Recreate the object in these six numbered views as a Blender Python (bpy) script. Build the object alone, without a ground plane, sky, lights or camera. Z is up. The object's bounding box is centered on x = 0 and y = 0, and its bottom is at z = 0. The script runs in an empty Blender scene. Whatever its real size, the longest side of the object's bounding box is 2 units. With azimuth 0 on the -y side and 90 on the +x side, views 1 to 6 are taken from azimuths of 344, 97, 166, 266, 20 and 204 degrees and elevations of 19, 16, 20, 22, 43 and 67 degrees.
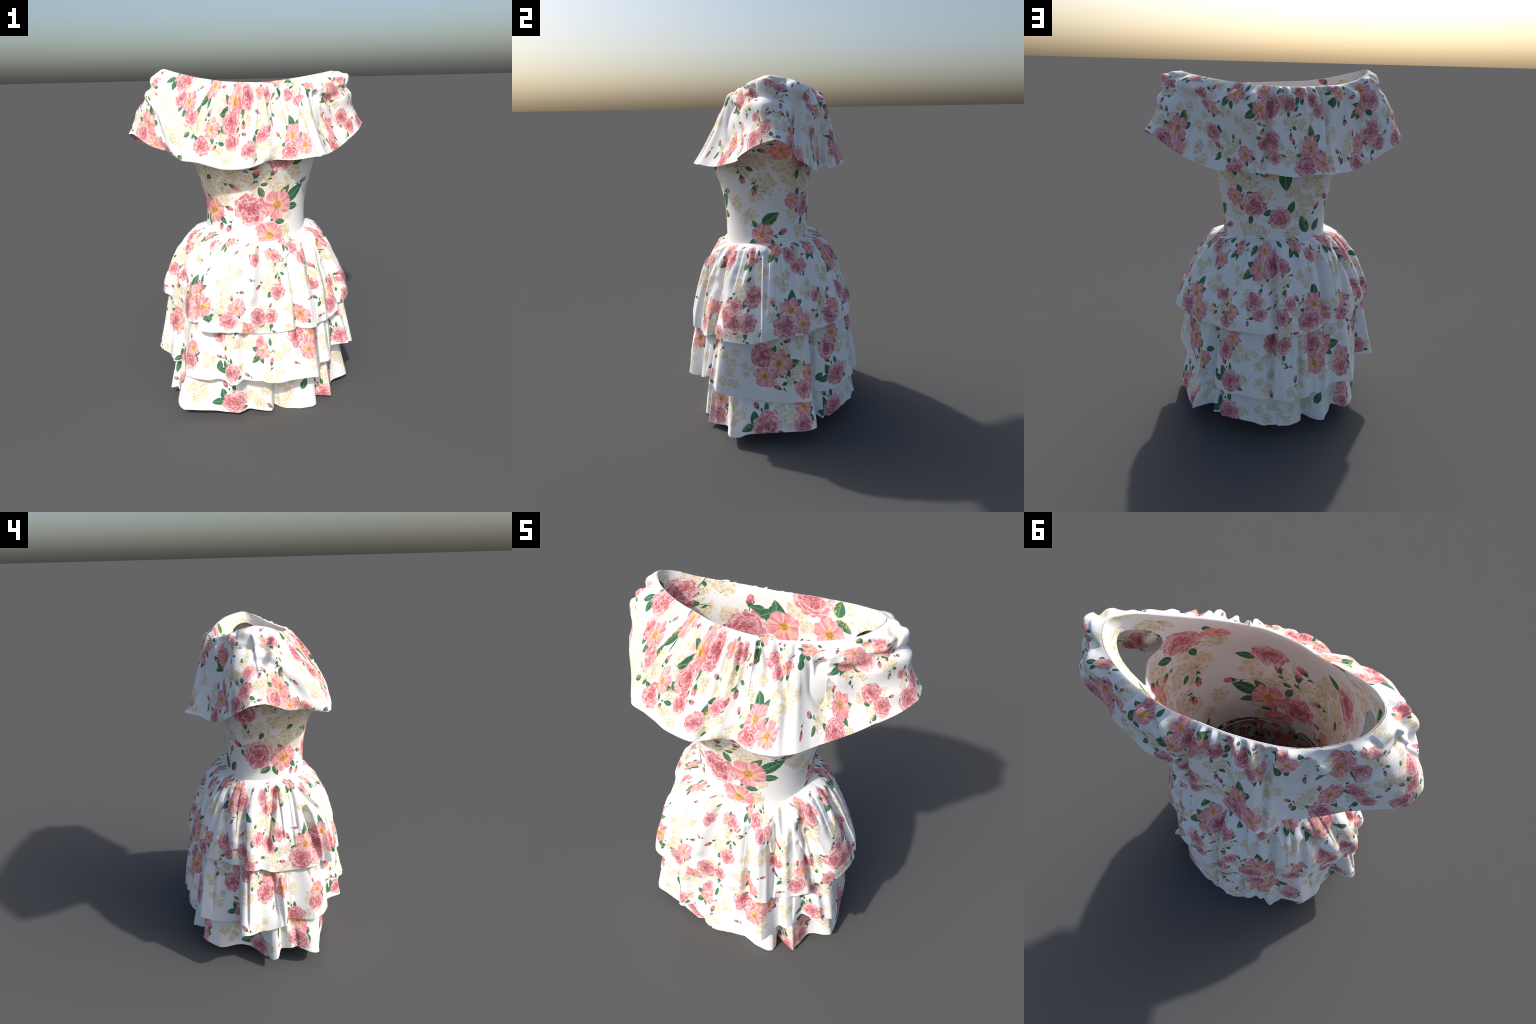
import bpy, math
import numpy as np

rng = np.random.default_rng(11)
TAU = 2 * math.pi


def mm(*v):
    return np.array(v, float) / 1000.0


# ---------------------------------------------------------------- pattern cutting data
# Radius and height of each hem, at equal steps of angle round the dress
# (0 = wearer's left, +x; counter-clockwise seen from above).
HEM_UPPER_R = mm(574, 561, 552, 547, 542, 536, 531, 529, 523, 503, 489, 482, 484, 487, 491, 498, 495, 488, 483, 479, 477, 477, 477, 475, 474, 465, 454, 457, 454, 448, 442, 438, 435, 435, 439, 439, 440, 444, 442, 446, 448, 451, 456, 463, 470, 483, 494, 493, 494, 495, 497, 504, 517, 531, 537, 539, 572, 579, 567, 531, 523, 522, 512, 501, 497, 497, 500, 507, 518, 535, 549, 562, 576, 548, 587, 588, 576, 553, 531, 533, 528, 527, 533, 510, 490, 471, 456, 451, 454, 459, 467, 473, 478, 484, 489, 487, 492, 509, 520, 529, 508, 491, 491, 511, 514, 529, 540, 556, 528, 520, 557, 571, 583, 587, 591, 593, 595, 599, 605, 593)
HEM_UPPER_Z = mm(651, 656, 660, 662, 662, 661, 658, 656, 655, 655, 656, 658, 660, 662, 664, 665, 666, 667, 667, 666, 665, 664, 663, 663, 661, 658, 654, 649, 643, 639, 636, 634, 633, 634, 637, 641, 647, 652, 656, 658, 658, 657, 657, 658, 661, 665, 670, 674, 677, 679, 681, 685, 690, 694, 698, 699, 696, 691, 683, 671, 658, 644, 632, 625, 620, 619, 620, 622, 624, 626, 630, 633, 635, 638, 633, 623, 614, 607, 602, 602, 606, 610, 610, 601, 588, 576, 568, 565, 566, 567, 570, 573, 575, 576, 577, 576, 575, 575, 574, 572, 568, 564, 564, 567, 572, 581, 593, 605, 612, 615, 618, 622, 626, 630, 632, 634, 636, 638, 641, 645)
HEM_MIDDLE_R = mm(509, 503, 499, 497, 497, 498, 503, 514, 546, 552, 474, 480, 492, 496, 501, 511, 520, 517, 515, 512, 509, 509, 510, 509, 503, 502, 501, 492, 503, 504, 505, 496, 493, 492, 486, 472, 492, 481, 505, 487, 483, 499, 511, 525, 540, 556, 545, 535, 529, 523, 519, 517, 516, 517, 506, 621, 631, 615, 586, 563, 560, 560, 563, 577, 567, 512, 522, 538, 556, 576, 593, 588, 587, 577, 565, 551, 523, 515, 525, 546, 566, 558, 510, 511, 521, 529, 530, 554, 569, 563, 558, 554, 550, 549, 549, 549, 551, 555, 566, 551, 529, 506, 496, 534, 535, 524, 512, 510, 564, 607, 601, 625, 618, 600, 583, 565, 549, 536, 525, 516)
HEM_MIDDLE_Z = mm(259, 253, 249, 245, 242, 241, 243, 249, 259, 270, 279, 277, 274, 273, 274, 278, 283, 288, 291, 292, 290, 287, 283, 280, 278, 277, 277, 274, 269, 264, 261, 260, 262, 266, 271, 274, 273, 270, 272, 280, 288, 293, 293, 288, 281, 275, 270, 267, 265, 267, 271, 278, 286, 294, 298, 294, 288, 281, 275, 270, 268, 272, 279, 288, 297, 302, 299, 295, 292, 291, 292, 293, 294, 294, 292, 290, 291, 291, 292, 293, 294, 297, 302, 304, 306, 307, 307, 307, 306, 305, 303, 301, 298, 294, 289, 284, 279, 274, 269, 266, 269, 277, 289, 300, 310, 322, 337, 350, 356, 352, 344, 335, 326, 316, 307, 299, 291, 282, 273, 265)
HEM_LOWER_R = mm(558, 556, 557, 558, 560, 564, 568, 571, 574, 603, 495, 472, 519, 491, 507, 502, 501, 501, 499, 496, 493, 490, 489, 496, 497, 490, 499, 499, 488, 487, 481, 471, 463, 442, 396, 387, 434, 475, 498, 482, 474, 465, 453, 448, 521, 532, 529, 528, 526, 526, 517, 503, 486, 473, 462, 455, 450, 462, 480, 510, 547, 580, 586, 525, 547, 574, 576, 593, 617, 630, 626, 588, 560, 538, 517, 501, 490, 480, 470, 463, 457, 432, 404, 398, 403, 407, 411, 414, 413, 407, 373, 331, 354, 374, 394, 408, 425, 444, 457, 473, 487, 488, 465, 408, 462, 534, 518, 514, 505, 497, 498, 520, 568, 598, 593, 587, 582, 575, 568, 562)
HEM_LOWER_Z = mm(92, 94, 97, 98, 99, 101, 101, 99, 101, 132, 135, 125, 114, 109, 106, 108, 111, 113, 115, 115, 114, 111, 107, 104, 101, 102, 103, 102, 98, 93, 89, 87, 85, 81, 76, 70, 67, 68, 72, 77, 81, 87, 95, 100, 94, 89, 84, 80, 77, 76, 77, 81, 85, 87, 83, 75, 65, 59, 56, 56, 61, 68, 80, 96, 112, 122, 124, 115, 99, 85, 74, 66, 61, 59, 56, 54, 51, 47, 44, 41, 38, 37, 36, 35, 34, 33, 31, 28, 23, 18, 12, 6, 1, 1, 1, 1, 1, 1, 2, 3, 5, 8, 12, 17, 20, 24, 27, 29, 32, 36, 41, 47, 54, 56, 56, 61, 80, 88, 89, 90)
HEM_RUFFLE_R = mm(706, 708, 673, 588, 521, 478, 442, 391, 352, 357, 363, 368, 369, 356, 347, 344, 353, 371, 418, 454, 442, 404, 403, 425, 444, 470, 506, 574, 673, 697, 668, 634, 594, 556, 535, 534, 546, 484, 445, 429, 411, 407, 410, 392, 376, 374, 375, 410, 442, 466, 484, 484, 478, 470, 471, 485, 508, 542, 587, 649)
HEM_RUFFLE_Z = mm(1664, 1687, 1656, 1585, 1542, 1519, 1506, 1501, 1502, 1500, 1502, 1504, 1500, 1493, 1486, 1482, 1484, 1491, 1503, 1509, 1503, 1493, 1488, 1489, 1495, 1504, 1524, 1561, 1614, 1656, 1659, 1630, 1599, 1585, 1580, 1584, 1588, 1588, 1571, 1555, 1547, 1543, 1539, 1540, 1542, 1536, 1529, 1526, 1529, 1535, 1539, 1539, 1536, 1533, 1534, 1540, 1551, 1567, 1591, 1625)
NECKLINE_R = mm(522, 490, 419, 354, 303, 267, 241, 222, 213, 210, 213, 221, 237, 262, 297, 343, 399, 465, 486, 435, 357, 292, 255, 237, 221, 211, 207, 207, 210, 216, 229, 250, 278, 318, 382, 472)
NECKLINE_Z = mm(1970, 1958, 1941, 1928, 1920, 1916, 1913, 1911, 1910, 1908, 1908, 1909, 1911, 1913, 1916, 1924, 1942, 1975, 1996, 1975, 1949, 1934, 1925, 1921, 1919, 1918, 1916, 1915, 1913, 1910, 1909, 1907, 1909, 1912, 1919, 1940)

COLS = 1080
ANG = np.arange(COLS + 1) * TAU / COLS + math.pi      # open at the side seam on -x
COS, SIN = np.cos(ANG), np.sin(ANG)


def smooth(a, n):
    core = a[:-1]
    for _ in range(n):
        core = (np.roll(core, 1) + 2 * core + np.roll(core, -1)) / 4
    return np.append(core, core[0])


def ring(knots, soft=0.6):
    """Closed curve through equally spaced knots: blend of straight and Catmull-Rom spans."""
    k = len(knots)
    x = (ANG / TAU * k) % k
    i = np.floor(x + 1e-9).astype(int)
    f = x - i
    p0, p1, p2, p3 = (knots[(i + j) % k] for j in (-1, 0, 1, 2))
    cat = p1 + 0.5 * f * (p2 - p0 + f * (2 * p0 - 5 * p1 + 4 * p2 - p3 + f * (3 * (p1 - p2) + p3 - p0)))
    lin = p1 + (p2 - p1) * f
    return smooth(lin * soft + cat * (1 - soft), 3)


def angle_gap(a, b):
    return (a - b + math.pi) % TAU - math.pi


def step(x, a, b):
    t = np.clip((x - a) / (b - a), 0, 1)
    return t * t * (3 - 2 * t)


def crease_field(creases, s, around=None):
    """Inward depth of pressed folds. Each: angle at top, angle at bottom (degrees),
    start and end along the cloth, depth, half width (degrees)."""
    out = np.zeros((len(s), len(ANG)))
    S = s[:, None]
    around = ANG[None, :] if around is None else around
    for a0, a1, s0, s1, depth, half in creases:
        t = np.clip((S - s0) / (s1 - s0), 0, 1)
        centre = np.radians(a0 + (a1 - a0) * t)
        g = angle_gap(around, centre) / math.radians(half)
        across = np.where(g < 0, np.exp(-(g / 1.5) ** 2 * 2), np.exp(-(g * 3.6) ** 2 * 2))
        swell = 0.30 * np.exp(-((g - 1.5) / 1.0) ** 2)
        along = step(S, s0 - 0.05, s0 + 0.07) * (1 - step(S, s1 - 0.12, s1 + 0.03)) * (1 - 0.5 * step(S, 0.8, 1.0))
        out += depth * along * (across - swell)
    return out


def gathers(count, seed, s_end, depth, half):
    """Small random pressed folds running down from a gathered seam."""
    r = np.random.default_rng(seed)
    out = []
    for k in range(count):
        a = (k + r.uniform(-0.4, 0.4)) * 360 / count
        out.append((a, a + r.normal() * 2.5, -0.02 + r.uniform(0, 0.06), r.uniform(0.35, 1.0) * s_end, depth * r.uniform(0.35, 1.2), half * r.uniform(0.6, 1.4)))
    return tuple(out)


def dimples(marks, s, around):
    """Soft dents and bulges: angle, half width (degrees), place along the cloth, half length, height, slant."""
    out = np.zeros((len(s), len(ANG)))
    for a, wa, c, wc, h, slant in marks:
        g = angle_gap(around, math.radians(a)) / math.radians(wa)
        q = (s[:, None] - c - slant * g) / wc
        out += h * np.exp(-(g ** 2)) * np.exp(-np.where(q < 0, (q * 1.5) ** 2, (q * 0.8) ** 2))
    return out


def fine_waves(count, seed):
    """Irregular periodic ripple round the dress, about +-1."""
    r = np.random.default_rng(seed)
    out = np.zeros(len(ANG))
    for n in range(max(3, count // 2), count * 2):
        out += r.normal() * np.cos(n * ANG + r.uniform(0, TAU)) * math.exp(-((n - count) / (count * 0.5)) ** 2)
    return out / (np.std(out) + 1e-9) * 0.7


# ---------------------------------------------------------------- bodice sections
#            z     half width  front    back
SECTIONS = ((1.02, 0.294, -0.284, 0.192),
            (1.10, 0.292, -0.283, 0.191),
            (1.20, 0.291, -0.282, 0.190),
            (1.27, 0.298, -0.286, 0.193),
            (1.33, 0.310, -0.296, 0.196),
            (1.40, 0.327, -0.306, 0.201),
            (1.45, 0.340, -0.330, 0.206),
            (1.50, 0.354, -0.350, 0.212),
            (1.56, 0.371, -0.347, 0.220),
            (1.63, 0.394, -0.330, 0.228),
            (1.71, 0.422, -0.300, 0.233),
            (1.79, 0.446, -0.258, 0.234))
MID_X, MID_Y, NECK_Y = 0.006, -0.02, 0.02
NECK_R, NECK_Z = smooth(ring(NECKLINE_R), 65), smooth(ring(NECKLINE_Z), 65)


def torso(z):
    """Outline of the fitted bodice at height z (an array over the angles)."""
    zs = [q[0] for q in SECTIONS]
    a, f, b = (np.interp(z, zs, [q[k] for q in SECTIONS]) for k in (1, 2, 3))
    depth = np.where(SIN < 0, MID_Y - f, b - MID_Y)
    n = np.interp(z, (1.45, 1.75), (2.25, 1.82))
    r = (np.abs(COS / a) ** n + np.abs(SIN / depth) ** n) ** (-1 / n)
    return np.stack([MID_X + r * COS, MID_Y + r * SIN, z + 0 * COS], -1)


def waist_height():
    return 1.108 - 0.052 * np.clip(-SIN, 0, 1) ** 2


def bodice_surface(rows=110):
    low = waist_height() - 0.012
    neck = np.stack([NECK_R * COS, NECK_Y + NECK_R * SIN, NECK_Z], -1)
    neck[:, :2] *= 0.995
    levels = [q[0] for q in SECTIONS if q[0] > 1.12]
    stack = [torso(low)] + [torso(np.full(len(ANG), z)) for z in levels] + [neck]
    stack = np.array(stack)
    dist = np.concatenate([[0 * ANG], np.cumsum(np.linalg.norm(np.diff(stack, axis=0), axis=2), axis=0)])
    stop = dist[-1]
    out = np.zeros((rows, len(ANG), 3))
    for j in range(len(ANG)):
        d = np.linspace(0, stop[j], rows)
        for k in range(3):
            out[:, j, k] = np.interp(d, dist[:, j], stack[:, j, k])
    for _ in range(28):                    # fair the section joints
        out[1:-1] = (out[:-2] + 2 * out[1:-1] + out[2:]) / 4
    v = stop.max() - np.linspace(0, 1, rows)[:, None] * stop[None, :]     # measured down the cloth
    return out, v


def arm_holes(P):
    """Cut one oval arm hole in each side of the bodice; returns the mask of cut faces.
    Grid points on the rim are moved onto the oval."""
    rows, cols = P.shape[:2]
    seg = np.linalg.norm(np.diff(P, axis=0), axis=2)
    below = np.vstack([np.zeros(cols), np.cumsum(seg[::-1], axis=0)])[::-1]      # distance under the neckline
    side = np.where(np.abs(angle_gap(ANG, 0.06)) < np.abs(angle_gap(ANG, math.pi - 0.06)), 0.06, math.pi - 0.06)
    left = side < 1                                      # the wearer's left one gapes a little more
    g = angle_gap(ANG, side)[None, :] / np.where(left, 0.27, 0.20)[None, :]
    h = (below - np.where(left, 0.162, 0.190)[None, :]) / np.where(left, 0.090, 0.068)[None, :]
    f = np.sqrt(g * g + h * h)
    face = (f[:-1, :-1] + f[:-1, 1:] + f[1:, 1:] + f[1:, :-1]) / 4 < 1
    near = np.zeros((rows, cols), int)
    kept = np.zeros((rows, cols), int)
    for di in (0, 1):
        for dj in (0, 1):
            near[di:rows - 1 + di, dj:cols - 1 + dj] += face
            kept[di:rows - 1 + di, dj:cols - 1 + dj] += ~face
    Q = P.copy()
    for i, j in np.argwhere((near > 0) & (kept > 0)):
        up = 1 if h[i, j] > 0 else -1                    # slide along the column or the row
        if abs(h[i, j]) > abs(g[0, j]):
            want = math.sqrt(max(1e-6, 1 - g[0, j] ** 2)) * (1 if h[i, j] > 0 else -1)
            for k in range(3):
                Q[i, j, k] = np.interp(-want, -h[:, j], P[:, j, k])
        else:
            want = math.sqrt(max(1e-6, 1 - h[i, j] ** 2)) * (1 if g[0, j] > 0 else -1)
            t = want - g[0, j]
            j2 = min(max(j + (1 if t > 0 else -1), 0), cols - 1)
            step_ = g[0, j2] - g[0, j]
            w = 0 if abs(step_) < 1e-9 else min(1, t / step_)
            Q[i, j] = P[i, j] * (1 - w) + P[i, j2] * w
    return Q, face


# ---------------------------------------------------------------- skirt tiers
PUFF_S = (0, .03, .06, .12, .20, .33, .50, .70, .85, 1)
PUFF_G = (0, .22, .34, .46, .57, .70, .81, .91, .965, 1)


def tier_upper(rows=90):
    s = np.linspace(0, 1, rows) ** 1.5
    hr, hz = ring(HEM_UPPER_R), ring(HEM_UPPER_Z)
    hs = smooth(hr, 2000)
    dev = hr - hs
    top = torso(waist_height())
    cx, cy = top[:, 0], top[:, 1]
    zw = waist_height()
    wave = fine_waves(26, 3)
    dent = 1.5 * crease_field(CREASES_UPPER, s) + crease_field(gathers(38, 14, 0.8, 0.012, 2.2), s)
    dent = 0.065 * np.tanh(dent / 0.065)
    out = np.zeros((rows, len(ANG), 3))
    for i, t in enumerate(s):
        g = np.interp(t, PUFF_S, PUFF_G)
        x = cx + (hs * COS - cx) * g
        y = cy + (hs * SIN - cy) * g
        slim = (0.018 + 0.010 * COS + 0.009 * np.cos(2 * ANG) + 0.009 * SIN) * math.sin(math.pi * min(t / 0.9, 1) ** 0.6)
        push = -slim + dev * (0.35 * math.sqrt(t) + 0.65 * t) + 0.004 * wave * math.exp(-t * 5) * step(t, 0, 0.06) - dent[i]
        out[i, :, 0] = x + push * COS
        out[i, :, 1] = y + push * SIN
        # the gathers stand up a little over the waist seam before they fall
        rise = 0.004 * math.sin(min(t / 0.10, 1) * math.pi)
        out[i, :, 2] = zw + (hz - zw) * t + rise
    return out, s


def radius_at(surface, z):
    """Radius of a tier at height z for every column."""
    r = np.hypot(surface[:, :, 0], surface[:, :, 1])
    out = np.zeros(len(ANG))
    for j in range(len(ANG)):
        out[j] = np.interp(-z, -surface[:, j, 2], r[:, j])
    return out


def tier_under(upper, hem_r, hem_z, top_z, tuck, rows, creases, seed, bend=0.75, base=None):
    """A tier that comes out from under the one above and falls to its own hem."""
    base_given = base
    s = np.linspace(0, 1, rows)
    hr, hz = ring(hem_r), ring(hem_z)
    hs = smooth(hr, 1100)
    dev = hr - hs
    dent = 1.3 * crease_field(creases, s) + crease_field(gathers(30, seed, 1.0, 0.010, 2.4), s)
    wave = fine_waves(20, seed)
    cover = upper[-1, :, 2]
    out = np.zeros((rows, len(ANG), 3))
    if base is None:
        base = smooth(radius_at(upper, top_z) - tuck, 90)
    for i, t in enumerate(s):
        z = top_z + (hz - top_z) * t
        line = base + (hs - base) * (t ** bend)
        r = line + dev * ((0.35 * math.sqrt(t) + 0.65 * t) if base_given is None else t ** 1.3) + 0.005 * wave * math.sin(math.pi * t) - dent[i]
        zi = np.maximum(z, cover)
        lid = np.array([np.interp(-zi[j], -upper[:, j, 2], np.hypot(upper[:, j, 0], upper[:, j, 1])) for j in range(len(ANG))])
        under = np.minimum(r, lid - 0.012)
        k = step(z, cover - 0.10, cover - 0.005)
        r = r + (under - r) * k
        out[i] = np.stack([r * COS, r * SIN, z], -1)
    return out, s


# ---------------------------------------------------------------- off-shoulder ruffle
SWING = dict(lift=(.129, -.054, -.059, .007, .19), tilt=(.004, .091, .028, .039, -.405),
             drop=(.113, .192, .081, .126, -.134), lean=(1.736, -.43, .149, .007, -.262))


def ruffle_surface(body, rows=90):
    t = np.linspace(0, 1, rows)
    basis = np.stack([np.ones(len(ANG)), COS, SIN, np.cos(2 * ANG), np.sin(2 * ANG)], -1)
    a, al, b, be = (basis @ np.array(SWING[k]) for k in ("lift", "tilt", "drop", "lean"))
    hr, hz = ring(HEM_RUFFLE_R), ring(HEM_RUFFLE_Z)
    hrs, hzs = smooth(hr, 1100), smooth(hz, 1100)
    H = np.stack([hrs * COS, hrs * SIN, hzs], -1)
    # the hem is gathered evenly onto the neckline: equal shares of length go together
    ring_n = np.stack([NECK_R * COS, NECK_Y + NECK_R * SIN, NECK_Z], -1)
    share = []
    for curve in (ring_n, H):
        d = np.concatenate([[0], np.cumsum(np.linalg.norm(np.diff(curve, axis=0), axis=1))])
        share.append(d / d[-1])
    even = np.interp(share[1], share[0], ANG)
    at = ANG + 0.8 * (even - ANG)
    N = np.stack([np.interp(at, ANG, ring_n[:, k]) for k in range(3)], -1)
    O = H - N
    O[:, 2] = 0
    O /= np.linalg.norm(O, axis=1)[:, None]
    up = np.array([0, 0, 1.0])
    be, a, al, b = np.minimum(be, 0.95), np.maximum(a, 0.085), np.minimum(al, 0.20), np.minimum(b, 0.30)
    al = al - 0.35 * np.abs(SIN) ** 0.7          # falls away steeply front and back, lies flat over the shoulders
    a = a * (1 - 0.22 * np.abs(SIN))
    # over each shoulder the cloth runs out level from the neckline before it falls
    for at, reach, dip, fall, lean in ((0.03, .145, -.18, .180, .94), (math.pi, .120, -.30, .140, 1.20)):
        w = np.exp(-(angle_gap(ANG, at) / 0.30) ** 2)
        a, al, b, be = a + (reach - a) * w, al + (dip - al) * w, b + (fall - b) * w, be + (lean - be) * w
    P1 = N + a[:, None] * (np.cos(al)[:, None] * O + np.sin(al)[:, None] * up)
    P2 = H + b[:, None] * (-np.cos(be)[:, None] * O + np.sin(be)[:, None] * up)
    T = t[:, None, None]
    P = (1 - T) ** 3 * N + 3 * T * (1 - T) ** 2 * P1 + 3 * T * T * (1 - T) * P2 + T ** 3 * H
    du = np.gradient(P, axis=1)
    dv = np.gradient(P, axis=0)
    nrm = np.cross(dv, du)
    nrm /= np.linalg.norm(nrm, axis=2)[..., None] + 1e-9
    nrm *= np.sign((nrm[..., :2] * O[None, :, :2]).sum())
    dev = np.stack([(hr - hrs) * COS, (hr - hrs) * SIN, hz - hzs], -1)
    P += dev[None] * (t ** 1.6)[:, None, None]
    around = np.arctan2(P[..., 1], P[..., 0])
    dent = 1.6 * crease_field(CREASES_RUFFLE, t, around) + crease_field(gathers(34, 8, 0.50, 0.016, 2.4), t)
    dent = 0.036 * np.tanh(dent / 0.036)
    gather = fine_waves(22, 8)[None, :] * (0.007 * np.sin(np.pi * np.clip(t * 1.3 + 0.1, 0, 1)))[:, None]
    gather += 0.75 * dimples(SHOULDER_CRUMPLES, t, around) * step(t, 0.10, 0.25)[:, None]
    P += nrm * ((gather - dent) * step(t, 0.0, 0.13)[:, None])[..., None]
    P += nrm * dimples(PUFFS, t, around)[..., None]
    # the ruffle lies over the bodice, never through it
    levels = np.linspace(1.3, 2.1, 160)
    grid = np.linspace(-math.pi, math.pi, 721)
    slices = np.array([[np.interp(levels, body[:, j, 2], body[:, j, k]) for k in (0, 1)] for j in range(len(ANG) - 1)])
    table = []
    for q in range(len(levels)):
        x, y = slices[:, 0, q], slices[:, 1, q]
        table.append(np.interp(grid, np.arctan2(y, x), np.hypot(x, y), period=TAU))
    table = np.array(table)
    r = np.hypot(P[..., 0], P[..., 1])
    cf = np.clip((np.arctan2(P[..., 1], P[..., 0]) + math.pi) / TAU * 720, 0, 719.999)
    rf = np.clip((P[..., 2] - 1.3) / 0.8 * 159, 0, 158.999)
    ci, ri = cf.astype(int), rf.astype(int)
    cf, rf = cf - ci, rf - ri
    low = (table[ri, ci] * (1 - cf) + table[ri, ci + 1] * cf) * (1 - rf) + (table[ri + 1, ci] * (1 - cf) + table[ri + 1, ci + 1] * cf) * rf
    low = low + (0.007 * np.clip(t * 12, 0, 1))[:, None] - 0.001
    low[0] = 0
    k = np.maximum(r, low) / r
    P[..., 0] *= k
    P[..., 1] *= k
    return P, t


CREASES_UPPER = (
    (249, 247, .00, .66, .048, 3.2), (212, 226, .05, .38, .016, 3), (287, 286, .15, 1.1, .045, 3.2), (306, 300, .15, 1.1, .022, 3.2),
    (319, 328, .35, .95, .016, 4), (356, 357, .12, 1.1, .024, 4.5), (325, 334, .18, .85, .030, 5), (299, 304, .30, .75, .012, 4),
    (40, 47, .60, 1.1, .022, 4), (78, 79, .05, 1.1, .034, 4), (124, 118, .20, 1.1, .034, 4), (46, 45, .28, .90, .016, 5),
    (144, 138, .30, .90, .018, 4), (191, 182, .05, .78, .028, 4), (213, 218, .28, 1.1, .040, 4), (227, 226, .45, .95, .022, 3),
    (147, 155, .12, .78, .018, 4), (324, 324, .14, 1.1, .022, 3.2), (313, 310, .00, .30, .018, 3), (346, 344, .06, .40, .010, 4),
    (166, 168, .30, .95, .020, 4), (62, 60, .00, .25, .014, 3), (100, 101, .04, .45, .012, 4), (20, 22, .05, .55, .014, 4))
CREASES_MIDDLE = (
    (77, 77, .30, 1.1, .035, 3.5), (98, 96, .40, 1.1, .018, 3), (33, 31, .35, 1.1, .020, 4), (266, 265, .40, 1.1, .016, 3),
    (246, 246, .35, 1.1, .014, 3), (189, 190, .45, 1.1, .016, 4))
CREASES_LOWER = ((80, 80, .40, 1.1, .020, 3.5), (276, 276, .50, 1.1, .018, 3), (200, 198, .40, 1.1, .015, 4))
CREASES_RUFFLE = (
    (300, 299, .02, .55, .022, 3.2), (292, 291, .02, .38, .018, 3.0),
    (276, 274, .02, .40, .018, 3.0), (240, 243, .10, .55, .018, 3.0),
    (231, 236, .00, .30, .034, 3.6), (262, 261, .32, .85, .022, 3.6), (284, 279, .08, .58, .028, 3.4), (317, 303, .28, 1.1, .017, 3.5),
    (308, 309, .12, .68, .016, 4), (326, 328, .22, .78, .013, 3.2), (335, 331, .38, .88, .018, 4), (345, 351, .52, .96, .020, 4),
    (336, 350, .62, 1.1, .016, 5), (22, 17, .38, 1.1, .028, 4.5), (58, 57, .45, 1.1, .022, 4), (45, 61, .08, .38, .018, 4),
    (72, 66, .02, 1.1, .032, 4), (131, 116, .04, 1.1, .028, 4), (155, 159, .08, .62, .022, 5), (147, 141, .22, .62, .016, 4),
    (186, 180, .02, .62, .028, 5), (174, 177, .18, .68, .022, 5), (151, 160, .45, .92, .022, 5), (123, 124, .04, .42, .022, 4),
    (145, 148, .18, .46, .022, 4), (100, 102, .03, .42, .016, 4), (222, 225, .28, .55, .018, 4), (246, 246, .04, .30, .014, 3),
    (268, 267, .02, .35, .014, 3), (297, 298, .02, .30, .014, 3), (84, 86, .02, .40, .018, 3.5), (112, 112, .02, .35, .016, 3.5),
    (200, 204, .05, .45, .016, 5), (212, 214, .10, .40, .014, 4), (352, 353, .10, .34, .018, 4), (8, 10, .15, .42, .018, 5), (34, 30, .10, .45, .018, 4))
SHOULDER_CRUMPLES = (
    # wearer's left
    (2, 9, .22, .09, .026, .02), (357, 12, .42, .07, -.020, .05), (350, 10, .56, .09, .016, -.04), (8, 12, .60, .10, .014, .06), (20, 9, .36, .07, -.016, -.05),
    (28, 8, .30, .08, .014, .03), (338, 9, .34, .07, .014, .04), (342, 9, .50, .06, -.014, .05), (12, 8, .48, .06, -.014, .04), (355, 16, .86, .10, .006, 0),
    # wearer's right
    (181, 9, .20, .09, .014, .02), (178, 13, .34, .06, -.018, .04), (183, 12, .43, .07, .016, -.04), (186, 12, .55, .06, -.014, .05), (172, 10, .60, .10, .012, .05),
    (160, 9, .36, .07, -.014, -.05), (154, 9, .28, .08, .014, .03), (200, 9, .30, .07, -.014, .05), (206, 9, .44, .08, .014, -.04), (192, 9, .70, .08, .010, .03))
PUFFS = ((324, 20, .32, .26, .012, 0), (218, 18, .30, .26, .012, 0), (40, 18, .32, .26, .016, 0), (142, 18, .32, .26, .012, 0))     # where it stands off the chest and shoulder blades


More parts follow.
